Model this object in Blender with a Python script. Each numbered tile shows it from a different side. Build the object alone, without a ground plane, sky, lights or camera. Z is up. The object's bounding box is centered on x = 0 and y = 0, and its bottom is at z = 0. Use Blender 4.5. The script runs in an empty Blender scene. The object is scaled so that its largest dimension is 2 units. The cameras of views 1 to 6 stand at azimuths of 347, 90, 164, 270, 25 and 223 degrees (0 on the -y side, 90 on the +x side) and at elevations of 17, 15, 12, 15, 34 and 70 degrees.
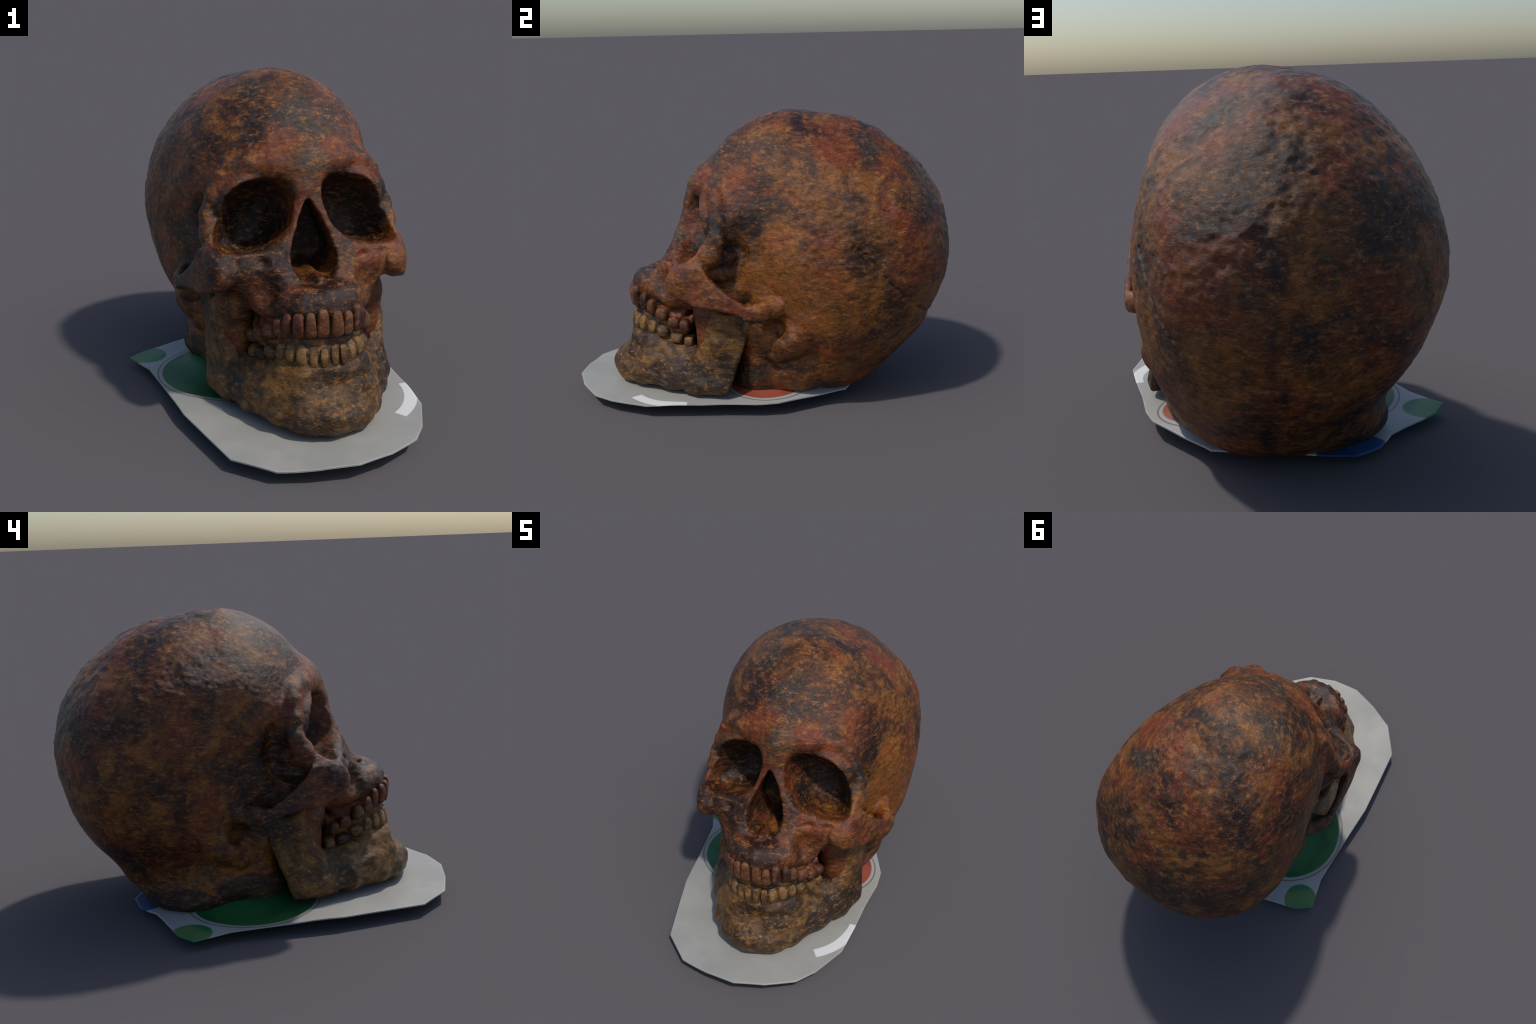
"""Weathered brown skull resting on a thin pale printed mat.
The bone is modelled as a blended implicit solid (vault, brow, cheek, jaw ... as
rounded primitives with smooth unions and cuts), polygonised once and then
separated by anatomical region.  Teeth are individual objects."""
import bpy, bmesh, math, random
import numpy as np
from mathutils import Vector

SEED = 7
rng = np.random.default_rng(SEED)
random.seed(SEED)
H_SKULL = 0.006      # cell size of the skull solid
H_JAW = 0.0065
MID = 0.100           # x of the facial mid-plane

# ------------------------------------------------------------------ noise
_LAT = rng.random((32, 32, 32)).astype(np.float32) * 2 - 1


def vnoise(p):
    """smooth value noise, p (...,3) already scaled"""
    i = np.floor(p).astype(np.int32)
    f = (p - i).astype(np.float32)
    f = f * f * (3 - 2 * f)
    i &= 31
    j = (i + 1) & 31
    x0, y0, z0 = i[..., 0], i[..., 1], i[..., 2]
    x1, y1, z1 = j[..., 0], j[..., 1], j[..., 2]
    fx, fy, fz = f[..., 0], f[..., 1], f[..., 2]
    a = _LAT[x0, y0, z0] * (1 - fx) + _LAT[x1, y0, z0] * fx
    b = _LAT[x0, y1, z0] * (1 - fx) + _LAT[x1, y1, z0] * fx
    c = _LAT[x0, y0, z1] * (1 - fx) + _LAT[x1, y0, z1] * fx
    d = _LAT[x0, y1, z1] * (1 - fx) + _LAT[x1, y1, z1] * fx
    return (a * (1 - fy) + b * fy) * (1 - fz) + (c * (1 - fy) + d * fy) * fz


def sstep(a, b, x):
    t = np.clip((x - a) / (b - a), 0, 1)
    return t * t * (3 - 2 * t)


# ------------------------------------------------------------------ implicit solid
class Solid:
    """scalar field on a grid; negative inside"""

    def __init__(self, lo, hi, h):
        self.lo = np.array(lo, np.float32)
        self.h = h
        n = np.ceil((np.array(hi) - lo) / h).astype(int) + 1
        self.ax = [(self.lo[k] + h * np.arange(n[k])).astype(np.float32) for k in range(3)]
        self.f = np.full(n, 1.0, np.float32)

    def box(self, lo, hi):
        s, ax = [], []
        for k in range(3):
            a = int(np.searchsorted(self.ax[k], lo[k]))
            b = int(np.searchsorted(self.ax[k], hi[k]))
            s.append(slice(a, b))
            ax.append(self.ax[k][a:b])
        X = ax[0][:, None, None]
        Y = ax[1][None, :, None]
        Z = ax[2][None, None, :]
        return tuple(s), X, Y, Z

    def add(self, fn, lo, hi, k=0.03):
        pad = k + 2 * self.h
        s, X, Y, Z = self.box(np.array(lo) - pad, np.array(hi) + pad)
        a = self.f[s]
        b = np.broadcast_to(fn(X, Y, Z), a.shape)
        q = np.maximum(k - np.abs(a - b), 0) / max(k, 1e-6)
        self.f[s] = np.minimum(a, b) - q * q * k * 0.25

    def cut(self, fn, lo, hi, k=0.02):
        pad = k + 2 * self.h
        s, X, Y, Z = self.box(np.array(lo) - pad, np.array(hi) + pad)
        a = self.f[s]
        b = -np.broadcast_to(fn(X, Y, Z), a.shape)
        q = np.maximum(k - np.abs(a - b), 0) / max(k, 1e-6)
        self.f[s] = np.maximum(a, b) + q * q * k * 0.25

    # --- primitives -------------------------------------------------
    def ball(self, c, r, k=0.03, cut=False, rot=None):
        """ellipsoid, radii r, optional yaw about z"""
        c = np.array(c, float)
        r = np.array(r, float) * np.ones(3)

        def fn(X, Y, Z):
            x, y, z = X - c[0], Y - c[1], Z - c[2]
            if rot:
                co, si = math.cos(rot), math.sin(rot)
                x, y = co * x + si * y, -si * x + co * y
            k0 = np.sqrt((x / r[0]) ** 2 + (y / r[1]) ** 2 + (z / r[2]) ** 2)
            k1 = np.sqrt((x / r[0] ** 2) ** 2 + (y / r[1] ** 2) ** 2 + (z / r[2] ** 2) ** 2)
            return k0 * (k0 - 1) / np.maximum(k1, 1e-4)
        R = r.max() if rot else r
        (self.cut if cut else self.add)(fn, c - R, c + R, k)

    def rod(self, pts, k=0.03, cut=False, squash=(1, 1, 1)):
        """chain of tapered capsules: pts = [(x,y,z,r), ...];
        squash > 1 on an axis flattens the section along it"""
        q = np.array(squash, float)
        for a, b in zip(pts[:-1], pts[1:]):
            A, B = np.array(a[:3]) * q, np.array(b[:3]) * q
            ra, rb = a[3], b[3]
            d = B - A
            dd = float(d @ d) + 1e-9

            def fn(X, Y, Z, A=A, d=d, dd=dd, ra=ra, rb=rb):
                x, y, z = X * q[0] - A[0], Y * q[1] - A[1], Z * q[2] - A[2]
                t = np.clip((x * d[0] + y * d[1] + z * d[2]) / dd, 0, 1)
                return (np.sqrt((x - t * d[0]) ** 2 + (y - t * d[1]) ** 2 + (z - t * d[2]) ** 2)
                        - (ra + (rb - ra) * t)) / q.max() ** 0.5
            P = np.array([a[:3], b[:3]])
            R = max(ra, rb)
            (self.cut if cut else self.add)(fn, P.min(0) - R, P.max(0) + R, k)

    def roughen(self, layers, band=0.06):
        idx = np.nonzero(np.abs(self.f) < band)
        P = np.stack([self.ax[k][idx[k]] for k in range(3)], 1)
        v = np.zeros(len(P), np.float32)
        for scale, amp, mask in layers:
            n = vnoise(P / scale + 13.7)
            v += amp * n * (mask(P) if mask else 1)
        self.f[idx] += v

    def mesh(self):
        """surface nets"""
        f = self.f
        s = f < 0
        c = np.zeros(np.array(f.shape) - 1, np.uint8)
        for dx in (0, 1):
            for dy in (0, 1):
                for dz in (0, 1):
                    c += s[dx:f.shape[0] - 1 + dx, dy:f.shape[1] - 1 + dy, dz:f.shape[2] - 1 + dz]
        act = np.nonzero((c > 0) & (c < 8))
        ids = np.full(c.shape, -1, np.int32)
        ids[act] = np.arange(len(act[0]))
        P = np.zeros((len(act[0]), 3))
        W = np.zeros(len(act[0]))
        corners = [(x, y, z) for x in (0, 1) for y in (0, 1) for z in (0, 1)]
        for a in corners:
            for k in range(3):
                if a[k]:
                    continue
                b = list(a)
                b[k] = 1
                fa = f[act[0] + a[0], act[1] + a[1], act[2] + a[2]]
                fb = f[act[0] + b[0], act[1] + b[1], act[2] + b[2]]
                m = (fa < 0) != (fb < 0)
                t = np.where(m, fa / np.where(m, fa - fb, 1), 0)
                q = np.array(a, float)[None, :].repeat(len(t), 0)
                q[:, k] += t
                P += q * m[:, None]
                W += m
        P = (P / W[:, None] + np.stack(act, 1)) * self.h + self.lo
        quads = []
        for k in range(3):
            n = list(f.shape)
            sl0 = [slice(1, -1)] * 3
            sl1 = [slice(1, -1)] * 3
            sl0[k] = slice(0, n[k] - 1)
            sl1[k] = slice(1, n[k])
            a, b = s[tuple(sl0)], s[tuple(sl1)]
            e = np.array(np.nonzero(a != b)).T
            inside = a[tuple(e.T)]
            off = np.array([1, 1, 1])
            off[k] = 0
            e = e + off
            u, w = (k + 1) % 3, (k + 2) % 3

            def cell(du, dw):
                q = e.copy()
                q[:, u] -= du
                q[:, w] -= dw
                return ids[tuple(q.T)]
            F = np.stack([cell(1, 1), cell(0, 1), cell(0, 0), cell(1, 0)], 1)
            F[~inside] = F[~inside][:, ::-1]
            quads.append(F)
        return P, np.concatenate(quads)


def relax(P, F, n=2, amt=0.5):
    """light Laplacian smoothing to hide grid stepping"""
    e = np.concatenate([F[:, [0, 1]], F[:, [1, 2]], F[:, [2, 3]], F[:, [3, 0]]])
    e = np.concatenate([e, e[:, ::-1]])
    cnt = np.bincount(e[:, 0], minlength=len(P))[:, None]
    for it in range(2 * n):
        w = amt if it % 2 == 0 else -amt * 1.04
        S = np.stack([np.bincount(e[:, 0], weights=P[e[:, 1], k], minlength=len(P)) for k in range(3)], 1)
        P = P + w * (S / np.maximum(cnt, 1) - P)
    return P


def largest(P, F):
    """keep the biggest connected shell"""
    lab = np.arange(len(P))
    for _ in range(4000):
        m = lab[F].min(1)
        new = lab.copy()
        for k in range(4):
            np.minimum.at(new, F[:, k], m)
        new = new[new]
        if (new == lab).all():
            break
        lab = new
    u, n = np.unique(lab, return_counts=True)
    keep = lab == u[n.argmax()]
    m = np.cumsum(keep) - 1
    F = F[keep[F[:, 0]]]
    return P[keep], m[F]


# ------------------------------------------------------------------ skull (vault + face)
# Braincase: radius from its centre; rows = elevation 67.5 ... -67.5,
# columns = azimuth every 22.5 degrees starting at the left ear (+x), then back (+y)
BC = np.array([0.065, 0.33, 0.80])
TOP, BOTTOM = 0.680, 0.74
RAD = np.array([
    [.652, .648, .650, .662, .663, .660, .660, .664, .670, .680, .702, .722, .735, .728, .708, .678],
    [.630, .627, .640, .664, .660, .640, .636, .634, .624, .632, .672, .712, .740, .732, .688, .645],
    [.580, .615, .660, .676, .674, .658, .648, .616, .570, .560, .604, .662, .700, .685, .620, .572],
    [.572, .603, .676, .692, .670, .670, .660, .608, .545, .506, .524, .560, .580, .560, .545, .568],
    [.612, .630, .676, .690, .670, .668, .650, .612, .560, .540, .520, .520, .520, .500, .510, .580],
    [.692, .702, .708, .704, .692, .684, .660, .645, .620, .570, .500, .500, .500, .500, .500, .590],
    [.790, .780, .755, .725, .705, .700, .690, .690, .680, .640, .580, .560, .560, .560, .580, .670]])


def catmull(T, t):
    i = np.floor(t).astype(int)
    f = (t - i)[:, None]
    p = [T[np.clip(i + k, 0, len(T) - 1)] for k in (-1, 0, 1, 2)]
    return 0.5 * (2 * p[1] + (p[2] - p[0]) * f + (2 * p[0] - 5 * p[1] + 4 * p[2] - p[3]) * f ** 2
                  + (3 * p[1] - p[0] - 3 * p[2] + p[3]) * f ** 3)


def braincase_lookup():
    rows = np.vstack([np.roll(RAD[0], 8), np.full(16, TOP), RAD, np.full(16, BOTTOM), np.roll(RAD[-1], 8)])
    R = catmull(rows, 1 + np.linspace(0, 8, 181))           # elevation 90..-90 in 1 degree steps
    C = np.hstack([R[:, -2:], R, R[:, :3]]).T
    return catmull(C, 2 + np.linspace(0, 16, 361)).T          # [el, az]


def braincase(X, Y, Z):
    T = braincase_lookup().astype(np.float32)
    x, y, z = X - BC[0], Y - BC[1], Z - BC[2]
    r = np.sqrt(x * x + y * y + z * z) + 1e-6
    el = (90 - np.degrees(np.arcsin(np.clip(z / r, -1, 1))))
    az = np.degrees(np.arctan2(y, x)) % 360
    az = np.broadcast_to(az, el.shape)
    i = np.minimum(el.astype(np.int32), 179)
    j = np.minimum(az.astype(np.int32), 359)
    fe, fa = el - i, az - j
    R = (T[i, j] * (1 - fe) * (1 - fa) + T[i + 1, j] * fe * (1 - fa)
         + T[i, j + 1] * (1 - fe) * fa + T[i + 1, j + 1] * fe * fa)
    return (r - R) * 0.95


def side(pts, s):
    """face-local (u,y,z[,r]) -> world, mirrored when s=-1"""
    return [(MID + s * p[0],) + tuple(p[1:]) for p in pts]


UPPER_ARCH = [(0, -.700), (.07, -.692), (.132, -.657), (.188, -.592), (.230, -.515), (.263, -.435), (.282, -.345)]
LOWER_ARCH = [(0, -.700), (.05, -.695), (.105, -.672), (.16, -.622), (.205, -.545), (.24, -.46), (.265, -.37)]


def arch_point(arch, s):
    """point and tangent at arc length s from the mid-line"""
    P = np.array(arch)
    P = np.vstack([P[1] * [-1, 1], P])
    t = np.linspace(0, len(P) - 2, 200) + 0
    C = catmull(P, 1 + np.linspace(0, len(P) - 2, 400))
    L = np.concatenate([[0], np.cumsum(np.linalg.norm(np.diff(C, axis=0), axis=1))])
    a = np.array([np.interp(s, L, C[:, k]) for k in range(2)])
    b = np.array([np.interp(s + .01, L, C[:, k]) for k in range(2)])
    c = np.array([np.interp(s - .01, L, C[:, k]) for k in range(2)])
    if s < .01:
        c = b * [-1, 1]
    d = b - c
    return a, d / np.linalg.norm(d)


# (kind, width, depth, crown height) from mid-line backwards
UPPER = [('incisor', .060, .056, .120), ('incisor', .050, .052, .112), ('canine', .052, .060, .112),
         ('premolar', .050, .066, .096), ('premolar', .050, .070, .088), ('molar', .068, .084, .080),
         ('molar', .066, .084, .072), ('molar', .056, .076, .064)]
LOWER = [('incisor', .036, .044, .085), ('incisor', .040, .046, .085), ('canine', .046, .052, .090),
         ('premolar', .047, .058, .080), ('premolar', .050, .062, .075), ('molar', .070, .076, .068),
         ('molar', .066, .076, .064), ('molar', .056, .070, .060)]


def tooth_stations(rows, arch, gap):
    s = gap / 2
    out = []
    for kind, w, d, h in rows:
        p, t = arch_point(arch, s + w / 2)
        out.append((kind, w, d, h, p, t))
        s += w + gap
    return out


US = tooth_stations(UPPER, UPPER_ARCH, .003)
LS = tooth_stations(LOWER, LOWER_ARCH, .010)


def upper_edge(y):      # biting edge of the upper row sinks towards the molars
    return np.interp(y, [-.70, -.62, -.55, -.45, -.33], [.478, .480, .450, .390, .365])


def lower_edge(y):
    return np.interp(y, [-.70, -.62, -.55, -.45, -.33], [.440, .440, .420, .374, .348])


def build_skull():
    S = Solid((-.62, -.80, -.02), (.76, 1.06, 1.56), H_SKULL)
    S.f[:] = braincase(S.ax[0][:, None, None], S.ax[1][None, :, None], S.ax[2][None, None, :])
    # core that carries the face: sphenoid / nasal block
    S.rod([(MID, -.05, .78, .20), (MID, -.20, .82, .16)], k=.05)
    S.rod([(MID, -.18, .62, .16), (MID, -.34, .62, .15)], k=.05)
    S.rod([(MID, -.12, .58, .20), (MID - .02, .18, .46, .28)], k=.06)
    # brow and bridge of the nose
    S.rod([(MID, -.225, 1.14, .105), (MID, -.235, 1.06, .105), (MID, -.28, .97, .085)], k=.05)
    for s in (1, -1):
        S.rod(side([(.0, -.255, 1.10, .092), (.12, -.248, 1.12, .060), (.22, -.226, 1.13, .042),
                    (.30, -.198, 1.11, .034), (.345, -.182, 1.07, .030)], s), k=.05)
        # fill between brow and vault
        S.rod(side([(.10, -.12, 1.16, .13), (.22, -.09, 1.13, .098)], s), k=.06)
        # socket: solid cone that the orbit is carved from
        S.rod(side([(.215, -.165, .945, .185), (.15, -.02, .93, .17)], s), k=.03)
        S.rod(side([(.385, -.235, .85, .055), (.31, -.08, .85, .09)], s), k=.03)
        S.rod(side([(.29, -.29, .735, .085), (.20, -.10, .74, .10)], s), k=.03)
        S.rod(side([(.325, .02, .74, .105), (.335, .05, .60, .09), (.315, .0, .42, .09), (.28, .0, .2, .10)], s), k=.05)
        # temple wall and the recess behind the teeth
        S.rod(side([(.27, -.06, 1.02, .13), (.26, -.06, .86, .13), (.25, -.08, .68, .13), (.30, -.25, .52, .078), (.29, -.245, .28, .078)], s), k=.05)
        # frontal process of the cheekbone
        S.rod(side([(.350, -.195, 1.07, .040), (.382, -.197, .99, .038), (.410, -.197, .91, .042),
                    (.412, -.230, .83, .048), (.395, -.305, .76, .056)], s), k=.025, squash=(1.35, 1, 1))
        # cheekbone body: a flat plate facing outwards and forwards
        S.rod(side([(.385, -.31, .765, .062), (.385, -.365, .71, .075), (.31, -.37, .70, .080)], s), k=.03, squash=(1.25, 1.15, 1))
        S.rod(side([(.20, -.382, .772, .045), (.30, -.382, .772, .040), (.375, -.348, .770, .042)], s), k=.025)
        S.rod(side([(.395, -.408, .665, .036), (.375, -.40, .70, .045)], s), k=.03)
        # cheek plate narrowing into the blade of the arch: outline in (y, z), bowed in plan
        def blade(X, Y, Z, s=s):
            y = Y.ravel()
            up = np.interp(y, [-.46, -.42, -.36, -.27, -.235, -.16, -.06, .05], [.71, .765, .79, .785, .725, .665, .600, .600])
            lo = np.interp(y, [-.46, -.40, -.32, -.20, -.12, -.05, .0, .05], [.670, .625, .592, .577, .560, .532, .520, .535])
            u0 = np.interp(y, [-.46, -.40, -.34, -.25, -.15, -.05, .05], [.372, .402, .428, .462, .492, .508, .485])
            th = np.interp(y, [-.46, -.38, -.28, -.18, -.08, .05], [.032, .034, .027, .018, .016, .021])
            up, lo, u0, th = (v.astype(np.float32).reshape(Y.shape) for v in (up, lo, u0, th))
            r = .014
            q = [np.abs((X - MID) * s - u0 + .12 * (Z - .66)) - th + r, Z - up + r, lo - Z + r, -.455 - Y + r, Y - .05 + r]
            m = sum(np.maximum(v, 0) ** 2 for v in q) ** .5
            return m + np.minimum(np.maximum.reduce(np.broadcast_arrays(*q)), 0) - r
        S.add(blade, (MID + s * .45 - .12, -.48, .50), (MID + s * .45 + .12, .07, .82), k=.022)
        S.rod(side([(.500, .0, .570, .038), (.45, .08, .570, .045), (.42, .15, .57, .06)], s), k=.03)
        S.ball((MID + s * .49, -.01, .55), (.024, .038, .028), k=.03)
        # maxilla pillars, beside the nose
        S.rod(side([(.045, -.325, 1.03, .045), (.085, -.355, .93, .042), (.125, -.385, .82, .052),
                    (.13, -.435, .70, .065), (.115, -.52, .62, .064)], s), k=.04)
        S.rod(side([(.13, -.36, .78, .08), (.22, -.375, .69, .09), (.20, -.42, .58, .075)], s), k=.05)
        # alveolar ridge
        S.rod(side([(0, -.602, .595, .070), (.08, -.585, .595, .064), (.135, -.53, .59, .056),
                    (.175, -.46, .57, .054), (.195, -.36, .555, .054), (.195, -.29, .555, .054)], s), k=.04)
        # wall behind the crowns
        S.rod(side([(0, -.635, .510, .042), (.085, -.622, .510, .042), (.14, -.565, .495, .040),
                    (.175, -.45, .455, .036), (.195, -.34, .43, .034)], s), k=.03)
        # mastoid and ear region
        S.rod(side([(.38, .24, .48, .13), (.40, .16, .40, .095), (.40, .085, .315, .050)], s), k=.05)
    S.rod([(MID, -.50, .60, .09), (MID, -.36, .58, .12)], k=.05)       # palate
    S.ball((.03, .38, .18), (.33, .28, .13), k=.14)
    S.ball((.06, .15, .17), (.38, .39, .17), k=.05)
    S.ball((-.07, .33, .11), (.29, .26, .12), k=.06)
    S.ball((.35, .06, .14), (.11, .20, .14), k=.05)
    for s in (1, -1):
        S.ball((MID + s * .32, .21, .21), (.11, .17, .13), k=.05)
    S.ball((-.16, .06, .14), (.12, .20, .14), k=.05)
    S.f = np.maximum(S.f, S.f * 0 + .045 - S.ax[2][None, None, :])                      # broad underside resting on the mat
    # nasal bones and spine
    S.rod([(MID - .005, -.315, 1.09, .050), (MID - .01, -.345, 1.03, .042), (MID - .01, -.372, .985, .030)], k=.03)
    for s in (1, -1):                                              # sharp aperture margins
        S.rod(side([(.02, -.378, .985, .022), (.075, -.415, .88, .018), (.108, -.455, .78, .020),
                    (.085, -.505, .69, .022)], s), k=.02)
    # root bulges over the upper teeth
    for kind, w, d, h, p, t in US:
        for s in (1, -1):
            n = np.array([-t[1], t[0]]) * -1
            q = p - n * (.036 if kind == 'incisor' else .044)
            z = upper_edge(p[1]) + h
            L = .050 if kind != 'molar' else .03
            S.rod([(MID + s * q[0], q[1] + .01, z - .015, .026), (MID + s * q[0] * .95, q[1] + .055, z + L, .016)], k=.015)
    # ---- cuts
    for s in (1, -1):
        c = MID + s * .250

        def orbit(X, Y, Z, s=s, c=c):
            t = np.maximum(Y + .40, 0)                             # depth behind the rim
            u = (X - c) * s + .20 * (Z - .95) + t * .20              # leans, and converges to the mid-line
            w = Z - .953 + .12 * u + .36 * t                                 # outer corner droops
            q = (np.abs(u / (.178 - .20 * np.minimum(t, .4))) ** 2.6 + np.abs(w / .165) ** 2.6 + (t / .275) ** 2.6) ** (1 / 2.6)
            return (q - 1) * .155
        S.cut(orbit, (c - .25, -.62, .70), (c + .25, .25, 1.2), k=.012)
        # hollow below the orbit (canine fossa) and foramen
        S.ball((MID + s * .25, -.505, .65), (.05, .035, .07), k=.06, cut=True)
        S.ball((MID + s * .225, -.468, .755), (.028, .03, .02), k=.02, cut=True)
        # temporal fossa behind the cheek
        S.rod(side([(.425, -.105, .95, .030), (.42, -.105, .84, .056), (.425, -.13, .70, .046), (.42, -.14, .62, .040)], s),
              k=.03, cut=True)
        S.rod(side([(.408, -.21, .81, .028), (.37, -.15, .815, .032), (.31, -.09, .82, .045)], s), k=.02)      # outer wall of the socket
        S.rod(side([(.375, -.22, .742, .040), (.36, -.17, .74, .044), (.31, -.11, .735, .055)], s), k=.02)
        # ear opening
        S.ball((MID + s * .475, .085, .458), (.085, .050, .046), k=.03, cut=True)
        S.ball((MID + s * .50, .02, .45), (.06, .06, .06), k=.04, cut=True)

    def nose(X, Y, Z):
        x = np.abs(X - MID + .006)
        z = Z
        r = np.interp(z, [.66, .69, .73, .78, .86, .93, .985, 1.0], [.02, .075, .098, .100, .072, .043, .014, 0.])
        return np.maximum((x - r.astype(np.float32)) * .85, np.maximum(np.maximum(z - .995, .675 - z), Y + .23))
    S.cut(nose, (MID - .15, -.62, .66), (MID + .15, -.12, 1.0), k=.012)
    S.rod([(MID, -.20, .69, .014), (MID, -.48, .672, .018)], k=.03)                               # low ridge of the septum
    S.rod([(MID, -.50, .672, .028), (MID, -.553, .69, .012)], k=.02)                             # spine

    SUTURE = [(.634, .46, .885), (.632, .48, .872), (.627, .559, .797), (.607, .641, .70), (.557, .729, .609), (.49, .79, .548),
              (.417, .843, .50), (.338, .873, .469), (.258, .897, .452), (.17, .901, .436), (.083, .898, .426)]
    jig = random.Random(3)
    line = catmull(np.array(SUTURE), np.linspace(0, len(SUTURE) - 1.001, 48))
    T = braincase_lookup()                             # drop the line onto the vault
    d = line - BC
    d /= np.linalg.norm(d, axis=1)[:, None]
    el = np.clip(90 - np.degrees(np.arcsin(d[:, 2])), 0, 180).round().astype(int)
    az = (np.degrees(np.arctan2(d[:, 1], d[:, 0])) % 360).round().astype(int)
    line = BC + d * (T[el, az] + .002)[:, None]
    S.rod([(x + jig.uniform(-.003, .003), y, z + jig.uniform(-.007, .007), jig.uniform(.008, .012)) for x, y, z in line],
          k=.004, cut=True)
    back = lambda P: .35 + .65 * sstep(.0, .5, P[:, 1]) * sstep(.4, .9, P[:, 2])
    S.roughen([(.16, .006, None), (.055, .0040, back), (np.array([.045, .045, .018]), .0018, back), (.022, .0024, back), (.011, .0014, None)])
    P, F = S.mesh()
    P, F = largest(P, F)
    return relax(P, F, 1, .45), F


def build_jaw():
    S = Solid((-.46, -.90, .0), (.66, .08, .66), H_JAW)
    for s in (1, -1):
        # base of the jaw body, from chin to angle
        S.rod(side([(0, -.708, .142, .068), (.115, -.695, .140, .064), (.19, -.62, .140, .054), (.285, -.46, .140, .050),
                    (.355, -.32, .145, .046), (.39, -.22, .15, .042)], s), k=.04)
        # tooth-bearing ridge
        S.rod(side([(0, -.652, .305, .052), (.09, -.637, .305, .052), (.155, -.565, .295, .052), (.20, -.47, .265, .052),
                    (.235, -.37, .245, .052), (.32, -.26, .27, .05)], s), k=.06)
        S.rod(side([(0, -.665, .22, .06), (.10, -.655, .22, .06), (.18, -.575, .21, .06), (.25, -.45, .20, .06),
                    (.32, -.32, .20, .055)], s), k=.05)
        # wall behind the crowns
        S.rod(side([(0, -.628, .398, .050), (.075, -.618, .398, .050), (.135, -.555, .388, .045), (.165, -.45, .345, .038),
                    (.19, -.36, .325, .036)], s), k=.03)

        # filling of the slot between the rows
        S.rod(side([(0, -.638, .456, .024), (.08, -.628, .456, .024), (.135, -.578, .45, .024), (.185, -.49, .42, .024), (.215, -.39, .375, .024)], s), k=.02)

        def ramus(X, Y, Z, s=s):
            u = (X - MID) * s
            mid = .405 - .09 * (Z - .1) - .42 * np.maximum(-.21 - Y, 0)
            th = np.abs(u - mid) - .034
            rear = (Y + .165 - .36 * (Z - .10)) * .94
            front = -.275 - .55 * np.maximum(.40 - Z, 0) - Y
            notch = Z - (.545 + .03 * np.cos((Y + .04) * 27))
            low = .10 - Z
            r = .02
            q = [th + r, rear + r, front + r, notch + r, low + r]
            m = sum(np.maximum(v, 0) ** 2 for v in q) ** .5
            return m + np.minimum(np.maximum.reduce(np.broadcast_arrays(*q)), 0) - r
        S.add(ramus, (MID + s * .42 - .06, -.34, .07), (MID + s * .42 + .06, .04, .60), k=.04)
        S.rod(side([(.38, -.03, .50, .03), (.41, -.01, .545, .034)], s), k=.03)
        S.ball((MID + s * .235, -.675, .235), (.02, .02, .02), k=.015, cut=True)
    S.ball((MID, -.735, .15), (.11, .070, .070), k=.06)
    S.ball((MID, -.80, .30), (.12, .08, .06), k=.06, cut=True)
    S.roughen([(.12, .005, None), (.045, .004, None), (.02, .0022, None)])
    P, F = S.mesh()
    P, F = largest(P, F)
    return relax(P, F, 1, .45), F


# ------------------------------------------------------------------ mesh helpers
def mesh_object(name, P, F, mat, parent=None, normals=None):
    me = bpy.data.meshes.new(name)
    me.vertices.add(len(P))
    me.vertices.foreach_set('co', np.asarray(P, np.float32).ravel())
    me.loops.add(F.size)
    me.loops.foreach_set('vertex_index', F.ravel().astype(np.int32))
    me.polygons.add(len(F))
    me.polygons.foreach_set('loop_start', np.arange(0, F.size, 4, dtype=np.int32))
    me.polygons.foreach_set('loop_total', np.full(len(F), 4, np.int32))
    me.update(calc_edges=True)
    me.validate()
    me.polygons.foreach_set('use_smooth', np.ones(len(me.polygons), bool))
    if normals is not None:
        me.normals_split_custom_set_from_vertices([tuple(n) for n in normals])
    me.materials.append(mat)
    ob = bpy.data.objects.new(name, me)
    bpy.context.scene.collection.objects.link(ob)
    ob.parent = parent
    return ob


def vertex_normals(P, F):
    a, b, c, d = (P[F[:, k]] for k in range(4))
    n = np.cross(c - a, d - b)
    N = np.stack([sum(np.bincount(F[:, k], weights=n[:, j], minlength=len(P)) for k in range(4)) for j in range(3)], 1)
    return N / np.maximum(np.linalg.norm(N, axis=1, keepdims=True), 1e-9)


def split_regions(P, F, regions, parent):
    """regions: list of (name, mask over faces, material)"""
    N = vertex_normals(P, F)
    out = {}
    for name, m, mat in regions:
        f = F[m]
        if not len(f):
            continue
        u, inv = np.unique(f, return_inverse=True)
        out.setdefault(name, []).append(
            mesh_object(name, P[u], inv.reshape(f.shape), mat, parent, N[u]))
    return out


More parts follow.
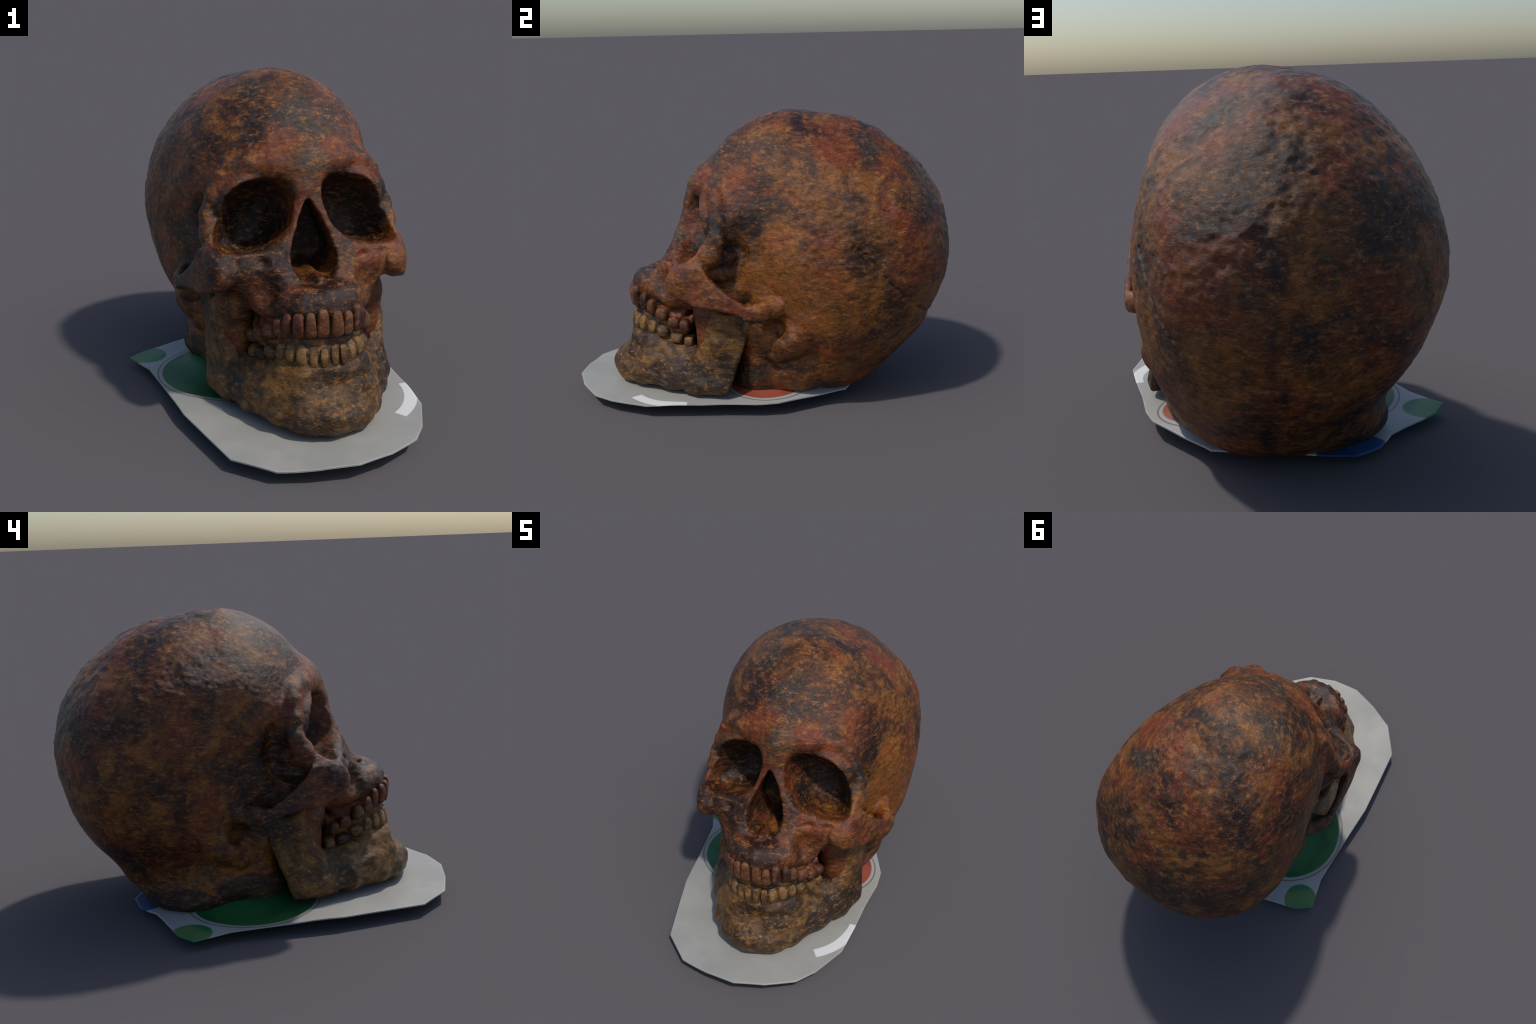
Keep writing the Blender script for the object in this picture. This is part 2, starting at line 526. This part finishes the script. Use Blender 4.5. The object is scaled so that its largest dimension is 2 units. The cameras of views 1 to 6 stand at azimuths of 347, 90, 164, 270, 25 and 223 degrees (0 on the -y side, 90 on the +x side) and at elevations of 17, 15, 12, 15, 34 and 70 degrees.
# ------------------------------------------------------------------ materials
class Nodes:
    def __init__(self, name, repeat=False):
        self.mat = bpy.data.materials.new(name)
        self.mat.use_nodes = True
        self.t = self.mat.node_tree
        self.t.nodes.clear()
        self.out = self.n('ShaderNodeOutputMaterial')
        self.bsdf = self.n('ShaderNodeBsdfPrincipled')
        self.t.links.new(self.bsdf.outputs[0], self.out.inputs[0])
        self.co = self.n('ShaderNodeTexCoord').outputs['Object']
        if repeat:                       # pieces modelled in a unit box: scale to size, shift per piece
            sh = self.n('ShaderNodeMapping')
            sh.inputs['Scale'].default_value = (.055, .06, .10)
            self.link(self.co, sh.inputs[0])
            rnd = self.n('ShaderNodeObjectInfo').outputs['Random']
            self.link(self.math('MULTIPLY', rnd, 37.0), self.combine_location(sh))
            self.co = sh.outputs[0]

    def n(self, t, **kw):
        x = self.t.nodes.new(t)
        for k, v in kw.items():
            setattr(x, k, v)
        return x

    def combine_location(self, mapping):
        c = self.n('ShaderNodeCombineXYZ')
        self.t.links.new(c.outputs[0], mapping.inputs['Location'])
        return c.inputs[0]

    def link(self, a, b):
        self.t.links.new(a, b)

    def val(self, sock, v):
        if hasattr(v, 'is_output'):
            self.link(v, sock)
        else:
            sock.default_value = v

    def noise(self, scale, detail=4, rough=.6, distortion=0, stretch=None, offset=(0, 0, 0)):
        m = self.n('ShaderNodeMapping')
        m.inputs['Scale'].default_value = stretch or (1, 1, 1)
        m.inputs['Location'].default_value = offset
        self.link(self.co, m.inputs[0])
        x = self.n('ShaderNodeTexNoise')
        self.link(m.outputs[0], x.inputs['Vector'])
        x.inputs['Scale'].default_value = scale
        x.inputs['Detail'].default_value = detail
        x.inputs['Roughness'].default_value = rough
        x.inputs['Distortion'].default_value = distortion
        return x.outputs['Fac']

    def ramp(self, f, lo, hi):
        x = self.n('ShaderNodeMapRange')
        x.interpolation_type = 'SMOOTHSTEP'
        self.link(f, x.inputs[0])
        x.inputs[1].default_value = lo
        x.inputs[2].default_value = hi
        return x.outputs[0]

    def math(self, op, a, b=0.0, c=None):
        x = self.n('ShaderNodeMath', operation=op)
        self.val(x.inputs[0], a)
        self.val(x.inputs[1], b)
        if c is not None:
            self.val(x.inputs[2], c)
        return x.outputs[0]

    def mix(self, f, a, b, mode='MIX'):
        x = self.n('ShaderNodeMix', data_type='RGBA', blend_type=mode)
        self.val(x.inputs[0], f)
        for s, v in ((x.inputs[6], a), (x.inputs[7], b)):
            if isinstance(v, tuple):
                s.default_value = (*v, 1)
            else:
                self.link(v, s)
        return x.outputs[2]

    def xyz(self):
        x = self.n('ShaderNodeSeparateXYZ')
        self.link(self.co, x.inputs[0])
        return x.outputs

    def blob(self, c, r0, r1):
        """1 inside radius r0 of the point c, 0 beyond r1 (edge broken by noise)"""
        d = self.n('ShaderNodeVectorMath', operation='DISTANCE')
        self.link(self.co, d.inputs[0])
        d.inputs[1].default_value = c
        w = self.math('MULTIPLY_ADD', self.noise(7, 4, .65), .30, d.outputs['Value'])
        return self.ramp(w, r1 + .15, r0 + .15)

    def bump(self, h, strength, dist):
        b = self.n('ShaderNodeBump')
        b.inputs['Strength'].default_value = strength
        b.inputs['Distance'].default_value = dist
        self.link(h, b.inputs['Height'])
        self.link(b.outputs[0], self.bsdf.inputs['Normal'])


def bone_material(name, base, dark, ochre, red, green, red_bias=0., dark_bias=0., green_spots=(), ochre_spots=(),
                  red_spots=(), dark_spots=(), painted_shade_spots=(), rough=.39, repeat=False):
    m = Nodes(name, repeat)
    big = m.noise(2.6, 7, .66, .5)
    mid = m.noise(8, 7, .70, .6, offset=(3, 1, 7))
    fine = m.noise(26, 8, .80, .4, stretch=(.9, .8, 2.0), offset=(1, 9, 2))
    grain = m.noise(85, 5, .75, .5, stretch=(.8, .7, 2.2))
    col = m.mix(m.ramp(mid, .40, .62), base, ochre)
    rmask = m.ramp(m.math('ADD', m.noise(3.6, 7, .70, .5, offset=(11, 4, 5)), red_bias), .47, .62)
    for c, a, b in red_spots:
        rmask = m.math('MAXIMUM', rmask, m.math('MULTIPLY', m.blob(c, a, b), .85))
    col = m.mix(rmask, col, red)
    om = m.ramp(m.noise(5, 6, .72, .5, offset=(8, 2, 1)), .54, .70)
    for c, a, b in ochre_spots:
        om = m.math('MAXIMUM', om, m.math('MULTIPLY', m.blob(c, a, b), .75))
    col = m.mix(m.math('MULTIPLY', om, .85), col, ochre)
    dm = m.math('MULTIPLY', m.ramp(m.math('ADD', big, dark_bias), .46, .62), .88)
    for c, a, b in dark_spots:
        dm = m.math('MAXIMUM', dm, m.math('MULTIPLY', m.blob(c, a, b), .75))
    # the dark film breaks up over the grain
    dm = m.math('MULTIPLY', dm, m.ramp(fine, .78, .46))
    col = m.mix(dm, col, dark)
    gm = m.math('MULTIPLY', m.ramp(m.noise(5.5, 5, .62, .3, offset=(5, 6, 9)), .58, .72), .6)
    for c, a, b in green_spots:
        gm = m.math('MAXIMUM', gm, m.math('MULTIPLY', m.blob(c, a, b), .85))
    gm = m.math('MULTIPLY', gm, m.ramp(mid, .72, .45))
    col = m.mix(gm, col, green)
    for c, a, b in painted_shade_spots:
        col = m.mix(m.math('MULTIPLY', m.blob(c, a, b), .8), col, (.012, .011, .010))  # near-black tint paints the cavity shade into sockets and nose
    # grain: bright flecks and dark pores
    col = m.mix(m.math('MULTIPLY', m.ramp(fine, .51, .32), .76), col, dark)
    fleck = m.mix(.6, ochre, (.58, .24, .06))
    col = m.mix(m.math('MULTIPLY', m.ramp(m.math('MULTIPLY', fine, m.math('MULTIPLY_ADD', grain, .7, .65)), .51, .68), .62),
                col, fleck)
    col = m.mix(m.math('MULTIPLY', m.ramp(grain, .51, .36), .50), col, dark)
    m.link(col, m.bsdf.inputs['Base Color'])
    m.link(m.math('MULTIPLY_ADD', fine, .30, rough - .16), m.bsdf.inputs['Roughness'])
    m.bsdf.inputs['Specular IOR Level'].default_value = .38
    h = m.math('ADD', m.math('MULTIPLY', fine, .75), m.math('MULTIPLY', grain, .25))
    m.bump(h, .60, .009)
    return m.mat


BASE, DARK = (.066, .023, .008), (.011, .007, .006)
OCHRE, RED, GREEN = (.265, .092, .014), (.195, .038, .008), (.036, .036, .027)


def make_materials():
    M = {}
    M['vault'] = bone_material('aged_bone_vault', BASE, DARK, OCHRE, RED, GREEN,
                               green_spots=[((.14, -.20, 1.33), .03, .15), ((.31, -.20, 1.24), .02, .10),
                                            ((-.08, .02, 1.44), .02, .14), ((.12, -.34, 1.16), .01, .09),
                                            ((.35, .55, 1.30), .02, .16)],
                               dark_bias=.012, red_spots=[((.0, -.25, 1.2), .04, .2), ((.47, -.08, 1.15), .05, .22)],
                               ochre_spots=[((.58, .05, .75), .1, .3), ((.05, .02, 1.46), .05, .18), ((.60, .3, .6), .05, .3)],
                               dark_spots=[((.62, .55, .85), .03, .20), ((-.1, .95, 1.0), .05, .3), ((-.1, -.2, 1.3), .02, .13)])
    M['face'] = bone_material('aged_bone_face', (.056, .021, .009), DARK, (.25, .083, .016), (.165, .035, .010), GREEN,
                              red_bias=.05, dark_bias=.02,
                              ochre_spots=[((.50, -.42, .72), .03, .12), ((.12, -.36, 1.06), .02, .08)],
                              painted_shade_spots=[((MID + .225, -.20, .92), .15, .215), ((MID - .225, -.20, .92), .15, .215),
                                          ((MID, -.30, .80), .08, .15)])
    M['jaw'] = bone_material('aged_bone_jaw', (.060, .028, .009), DARK, (.24, .110, .020), (.13, .042, .011), (.035, .032, .022),
                             red_bias=-.08, dark_bias=.02, ochre_spots=[((.12, -.78, .18), .06, .18)])
    M['upper_tooth'] = bone_material('stained_enamel_red', (.095, .033, .014), DARK, (.21, .075, .026), (.13, .036, .014),
                                     (.07, .045, .03), red_bias=.03, dark_bias=-.02, rough=.40, repeat=True)
    M['lower_tooth'] = bone_material('stained_enamel_yellow', (.14, .068, .022), DARK, (.31, .165, .055), (.13, .05, .02),
                                     (.06, .05, .03), red_bias=-.08, dark_bias=-.02, rough=.40, repeat=True)
    M['base'] = bone_material('dark_underside_bone', (.030, .018, .011), DARK, (.07, .036, .016), (.05, .02, .01), (.02, .022, .018), rough=.7)
    m = Nodes('pale_blob')
    m.link(m.mix(m.noise(30), (.42, .42, .40), (.55, .55, .52)), m.bsdf.inputs['Base Color'])
    m.bsdf.inputs['Roughness'].default_value = .7
    M['pale_spot'] = m.mat
    M['mat'] = sheet_material()
    return M


def sheet_material():
    m = Nodes('printed_paper')
    x, y, z = m.xyz()
    wob = m.noise(6, 3, .5)
    col = m.mix(m.ramp(wob, .35, .65), (.325, .318, .288), (.36, .348, .315))

    def radius(c):
        dx = m.math('SUBTRACT', x, c[0])
        dy = m.math('SUBTRACT', y, c[1])
        return m.math('SQRT', m.math('ADD', m.math('MULTIPLY', dx, dx), m.math('MULTIPLY', dy, dy)))

    def disc(r, a, soft=.006):
        return m.ramp(r, a + soft, a - soft)

    def ring(r, a, w):
        return m.ramp(m.math('ABSOLUTE', m.math('SUBTRACT', r, a)), w, w * .5)
    # cooler grey margin round the printed back half
    back = m.ramp(m.math('ADD', y, m.math('MULTIPLY', wob, .1)), .10, .30)
    col = m.mix(m.math('MULTIPLY', back, .6), col, (.36, .38, .40))
    for c, r0, ink, ink2, rings in (((-.195, .03), .318, (.008, .085, .022), (.016, .12, .03), True),
                                    ((-.557, .325), .100, (.012, .16, .05), (.09, .20, .07), False),
                                    ((.315, .045), .205, (.22, .045, .022), (.27, .06, .03), True),
                                    ((-.12, .60), .150, (.010, .045, .13), (.02, .07, .2), False)):
        r = radius(c)
        if rings:
            col = m.mix(m.math('MULTIPLY', ring(r, r0 + .020, .006), .75), col, (.10, .095, .09))
        col = m.mix(disc(r, r0), col, m.mix(m.ramp(m.noise(5, 2, .5, .5), .4, .62), ink, ink2))
    # bright white curved band near the rim
    r = radius((.245, -.385))
    ang = m.math('ARCTAN2', m.math('SUBTRACT', y, -.385), m.math('SUBTRACT', x, .245))
    band = m.math('MULTIPLY', m.ramp(m.math('ABSOLUTE', m.math('SUBTRACT', r, .325)), .032, .026),
                  m.ramp(m.math('ABSOLUTE', m.math('SUBTRACT', ang, -.45)), .50, .47))
    col = m.mix(band, col, (.72, .72, .70))
    m.link(col, m.bsdf.inputs['Base Color'])
    m.bsdf.inputs['Roughness'].default_value = .5
    m.bump(m.noise(9, 3, .5), .12, .02)
    return m.mat


# ------------------------------------------------------------------ teeth
def tooth_mesh(kind, mat):
    """unit crown: x width, y depth (front = -y), z from gum (0) to edge (-1)"""
    bm = bmesh.new()
    bmesh.ops.create_cube(bm, size=2)
    bmesh.ops.subdivide_edges(bm, edges=bm.edges[:], cuts=5, use_grid_fill=True)
    for v in bm.verts:
        p = v.co
        e = 4.0
        n = (abs(p.x) ** e + abs(p.y) ** e + abs(p.z) ** e) ** (1 / e)
        p /= n
        t = (1 - p.z) / 2                              # 0 root, 1 edge
        if kind == 'incisor':
            sx, sy = .80 + .22 * t, 1.0 - .62 * t
        elif kind == 'canine':
            sx, sy = .88 + .14 * math.sin(t * 2.6), 1.0 - .60 * t * t
            if t > .7:
                p.z -= .12 * (1 - abs(p.x))
        elif kind == 'premolar':
            sx, sy = .82 + .20 * math.sin(t * 2.4), 1 - .25 * t
        else:
            sx, sy = .84 + .18 * math.sin(t * 2.3), 1 - .12 * t
            if t > .9:
                p.z += .10 * math.cos(p.x * 6) * math.cos(p.y * 5)
        p.x *= sx * .5
        p.y *= sy * .5
        if p.y < 0:
            p.y -= .10 * math.sin(t * math.pi)           # bulging front
        p.z = p.z * .5 - .5
    me = bpy.data.meshes.new(kind)
    bm.to_mesh(me)
    bm.free()
    me.polygons.foreach_set('use_smooth', [True] * len(me.polygons))
    me.materials.append(mat)
    return me


def place_teeth(stations, edge, up, mat, parent):
    meshes = {k: tooth_mesh(k, mat) for k in ('incisor', 'canine', 'premolar', 'molar')}
    r = random.Random(11 + up)
    for kind, w, d, h, p, t in stations:
        for s in (1, -1):
            ob = bpy.data.objects.new(kind, meshes[kind])
            bpy.context.scene.collection.objects.link(ob)
            ob.parent = parent
            z = float(edge(p[1]))
            ang = math.atan2(t[1], t[0]) * s
            nx, ny = t[1], -t[0]                             # outward
            q = (p[0] - nx * d * .5, p[1] - ny * d * .5)
            hh = h * r.uniform(.88, 1.08)
            z += r.uniform(-.006, .008) * up
            ob.location = (MID + s * q[0], q[1], z + hh * up)
            ob.rotation_euler = (r.uniform(-.05, .05) - (.09 if kind in ('incisor', 'canine') else .03), r.uniform(-.07, .07),
                                 ang + r.uniform(-.13, .13))
            if up < 0:
                ob.rotation_euler = (0 + r.uniform(-.05, .05), math.pi + r.uniform(-.06, .06), ang + r.uniform(-.08, .08))
            ob.scale = (w * r.uniform(.90, 1.03), d * r.uniform(.94, 1.06), hh)


# ------------------------------------------------------------------ mat
SHEET = [(-.645, .310), (-.567, .388), (-.470, .432), (-.376, .478), (-.315, .510), (-.230, .600), (-.115, .640), (-.02, .61),
         (.18, .53), (.402, .445), (.486, .275), (.572, .095), (.584, -.02), (.574, -.20), (.575, -.41), (.567, -.58),
         (.489, -.768), (.420, -.866), (.278, -.953), (.124, -1.0), (-.040, -.985), (-.200, -.946), (-.352, -.809),
         (-.415, -.60), (-.476, -.390), (-.518, -.13), (-.566, .14), (-.615, .25)]


def sheet_height(x, y):
    z = .060 + .010 * sstep(-.2, .4, x) + .010 * sstep(.35, .58, x) * sstep(-.5, .1, y) + .008 * math.sin(5 * x + 1) * math.sin(4 * y)
    z -= .010 * sstep(.40, .62, y) * (1 - sstep(-.2, -.45, x))
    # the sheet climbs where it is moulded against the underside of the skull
    d = math.hypot((x - .06) / .50, (y - .10) / .40)
    z += .05 * (1 - sstep(.60, 1.0, d))
    z += .004 * float(vnoise(np.array([[x * 7, y * 7, .3]]))[0])
    return float(z)


def build_sheet(mat):
    A = np.array(SHEET)
    P = np.concatenate([a + (b - a) * np.linspace(0, 1, 5)[:-1, None] for a, b in zip(A, np.roll(A, -1, 0))])
    c = np.array([.0, -.15])
    rings = [1.0, .99] + list(np.linspace(.96, .04, 30))
    top, n = [], len(P)
    th = .006
    V, F = [], []
    for lay in (0, 1):
        for r in rings:
            for p in P:
                q = c + (p - c) * r
                z = sheet_height(*q)
                V.append((q[0], q[1], z - (th if lay else 0)))
        V.append((c[0], c[1], sheet_height(*c) - (th if lay else 0)))
    per = n * len(rings) + 1
    for lay in (0, 1):
        o = lay * per
        for i in range(len(rings) - 1):
            for j in range(n):
                k = (j + 1) % n
                f = [o + i * n + j, o + i * n + k, o + (i + 1) * n + k, o + (i + 1) * n + j]
                F.append(f[::-1] if not lay else f)
        i = len(rings) - 1
        for j in range(n):
            k = (j + 1) % n
            f = [o + i * n + j, o + i * n + k, o + per - 1]
            F.append(f[::-1] if not lay else f)
    for j in range(n):
        k = (j + 1) % n
        F.append([j, k, per + k, per + j])
    me = bpy.data.meshes.new('printed_mat')
    me.from_pydata(V, [], F)
    bm = bmesh.new()
    bm.from_mesh(me)
    bmesh.ops.recalc_face_normals(bm, faces=bm.faces)
    bm.to_mesh(me)
    bm.free()
    me.materials.append(mat)
    ob = bpy.data.objects.new('printed_mat', me)
    bpy.context.scene.collection.objects.link(ob)
    me.polygons.foreach_set('use_smooth', [len(p.vertices) == 4 and abs(p.normal.z) > .7 or len(p.vertices) == 3
                                           for p in me.polygons])
    return ob


# ------------------------------------------------------------------ assemble
def main():
    M = make_materials()
    skull = bpy.data.objects.new('human_skull', None)
    bpy.context.scene.collection.objects.link(skull)
    skull['label'] = 'weathered dark brown and rusty human skull with teeth'
    skull['category'] = 'skull'

    P, F = build_skull()
    C = P[F].mean(1)
    u = np.abs(C[:, 0] - MID)
    arch = (u > .425 + .18 * (C[:, 1] + .27)) & (C[:, 1] > -.27) & (C[:, 1] < -.02) & (C[:, 2] < .72) & (C[:, 2] > .5)
    face = (~arch) & (C[:, 1] < -.10 + .0 * u) & (C[:, 2] < 1.09 + .10 * u / .4 - .12 * (u / .4) ** 2)
    ell = lambda c, r: np.linalg.norm((C - c) / r, axis=1) < 1.07
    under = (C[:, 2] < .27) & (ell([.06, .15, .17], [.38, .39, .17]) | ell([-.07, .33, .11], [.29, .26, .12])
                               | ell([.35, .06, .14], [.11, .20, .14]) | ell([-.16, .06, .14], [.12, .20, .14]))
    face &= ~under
    vault = ~(arch | face | under)
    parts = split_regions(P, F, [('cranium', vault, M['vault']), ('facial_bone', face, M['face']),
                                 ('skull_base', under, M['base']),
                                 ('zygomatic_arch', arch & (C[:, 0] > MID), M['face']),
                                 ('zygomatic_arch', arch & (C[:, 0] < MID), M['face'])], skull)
    P, F = build_jaw()
    N = vertex_normals(P, F)
    jaw = mesh_object('mandible', P, F, M['jaw'], skull, N)
    place_teeth(US, upper_edge, 1, M['upper_tooth'], parts['facial_bone'][0])
    place_teeth(LS, lower_edge, -1, M['lower_tooth'], jaw)

    # small pale blobs behind the arches
    for s, q in ((1, (.405, -.075, .525)), (-1, (.385, -.095, .525))):
        me = bpy.data.meshes.new('pale_blob')
        bm = bmesh.new()
        bmesh.ops.create_icosphere(bm, subdivisions=2, radius=1)
        for v in bm.verts:
            v.co *= .8 + .35 * float(vnoise(np.array([[*v.co]]) * 1.3 + 5)[0])
        bm.to_mesh(me)
        bm.free()
        me.materials.append(M['pale_spot'])
        pale_spot = bpy.data.objects.new('pale_blob', me)
        bpy.context.scene.collection.objects.link(pale_spot)
        pale_spot.parent = skull
        pale_spot.location = (MID + s * q[0], q[1], q[2])
        pale_spot.scale = (.02, .018, .035)

    sheet = build_sheet(M['mat'])
    sheet['label'] = 'thin pale paper mat printed with coloured circles'
    sheet['category'] = 'paper mat'


main()
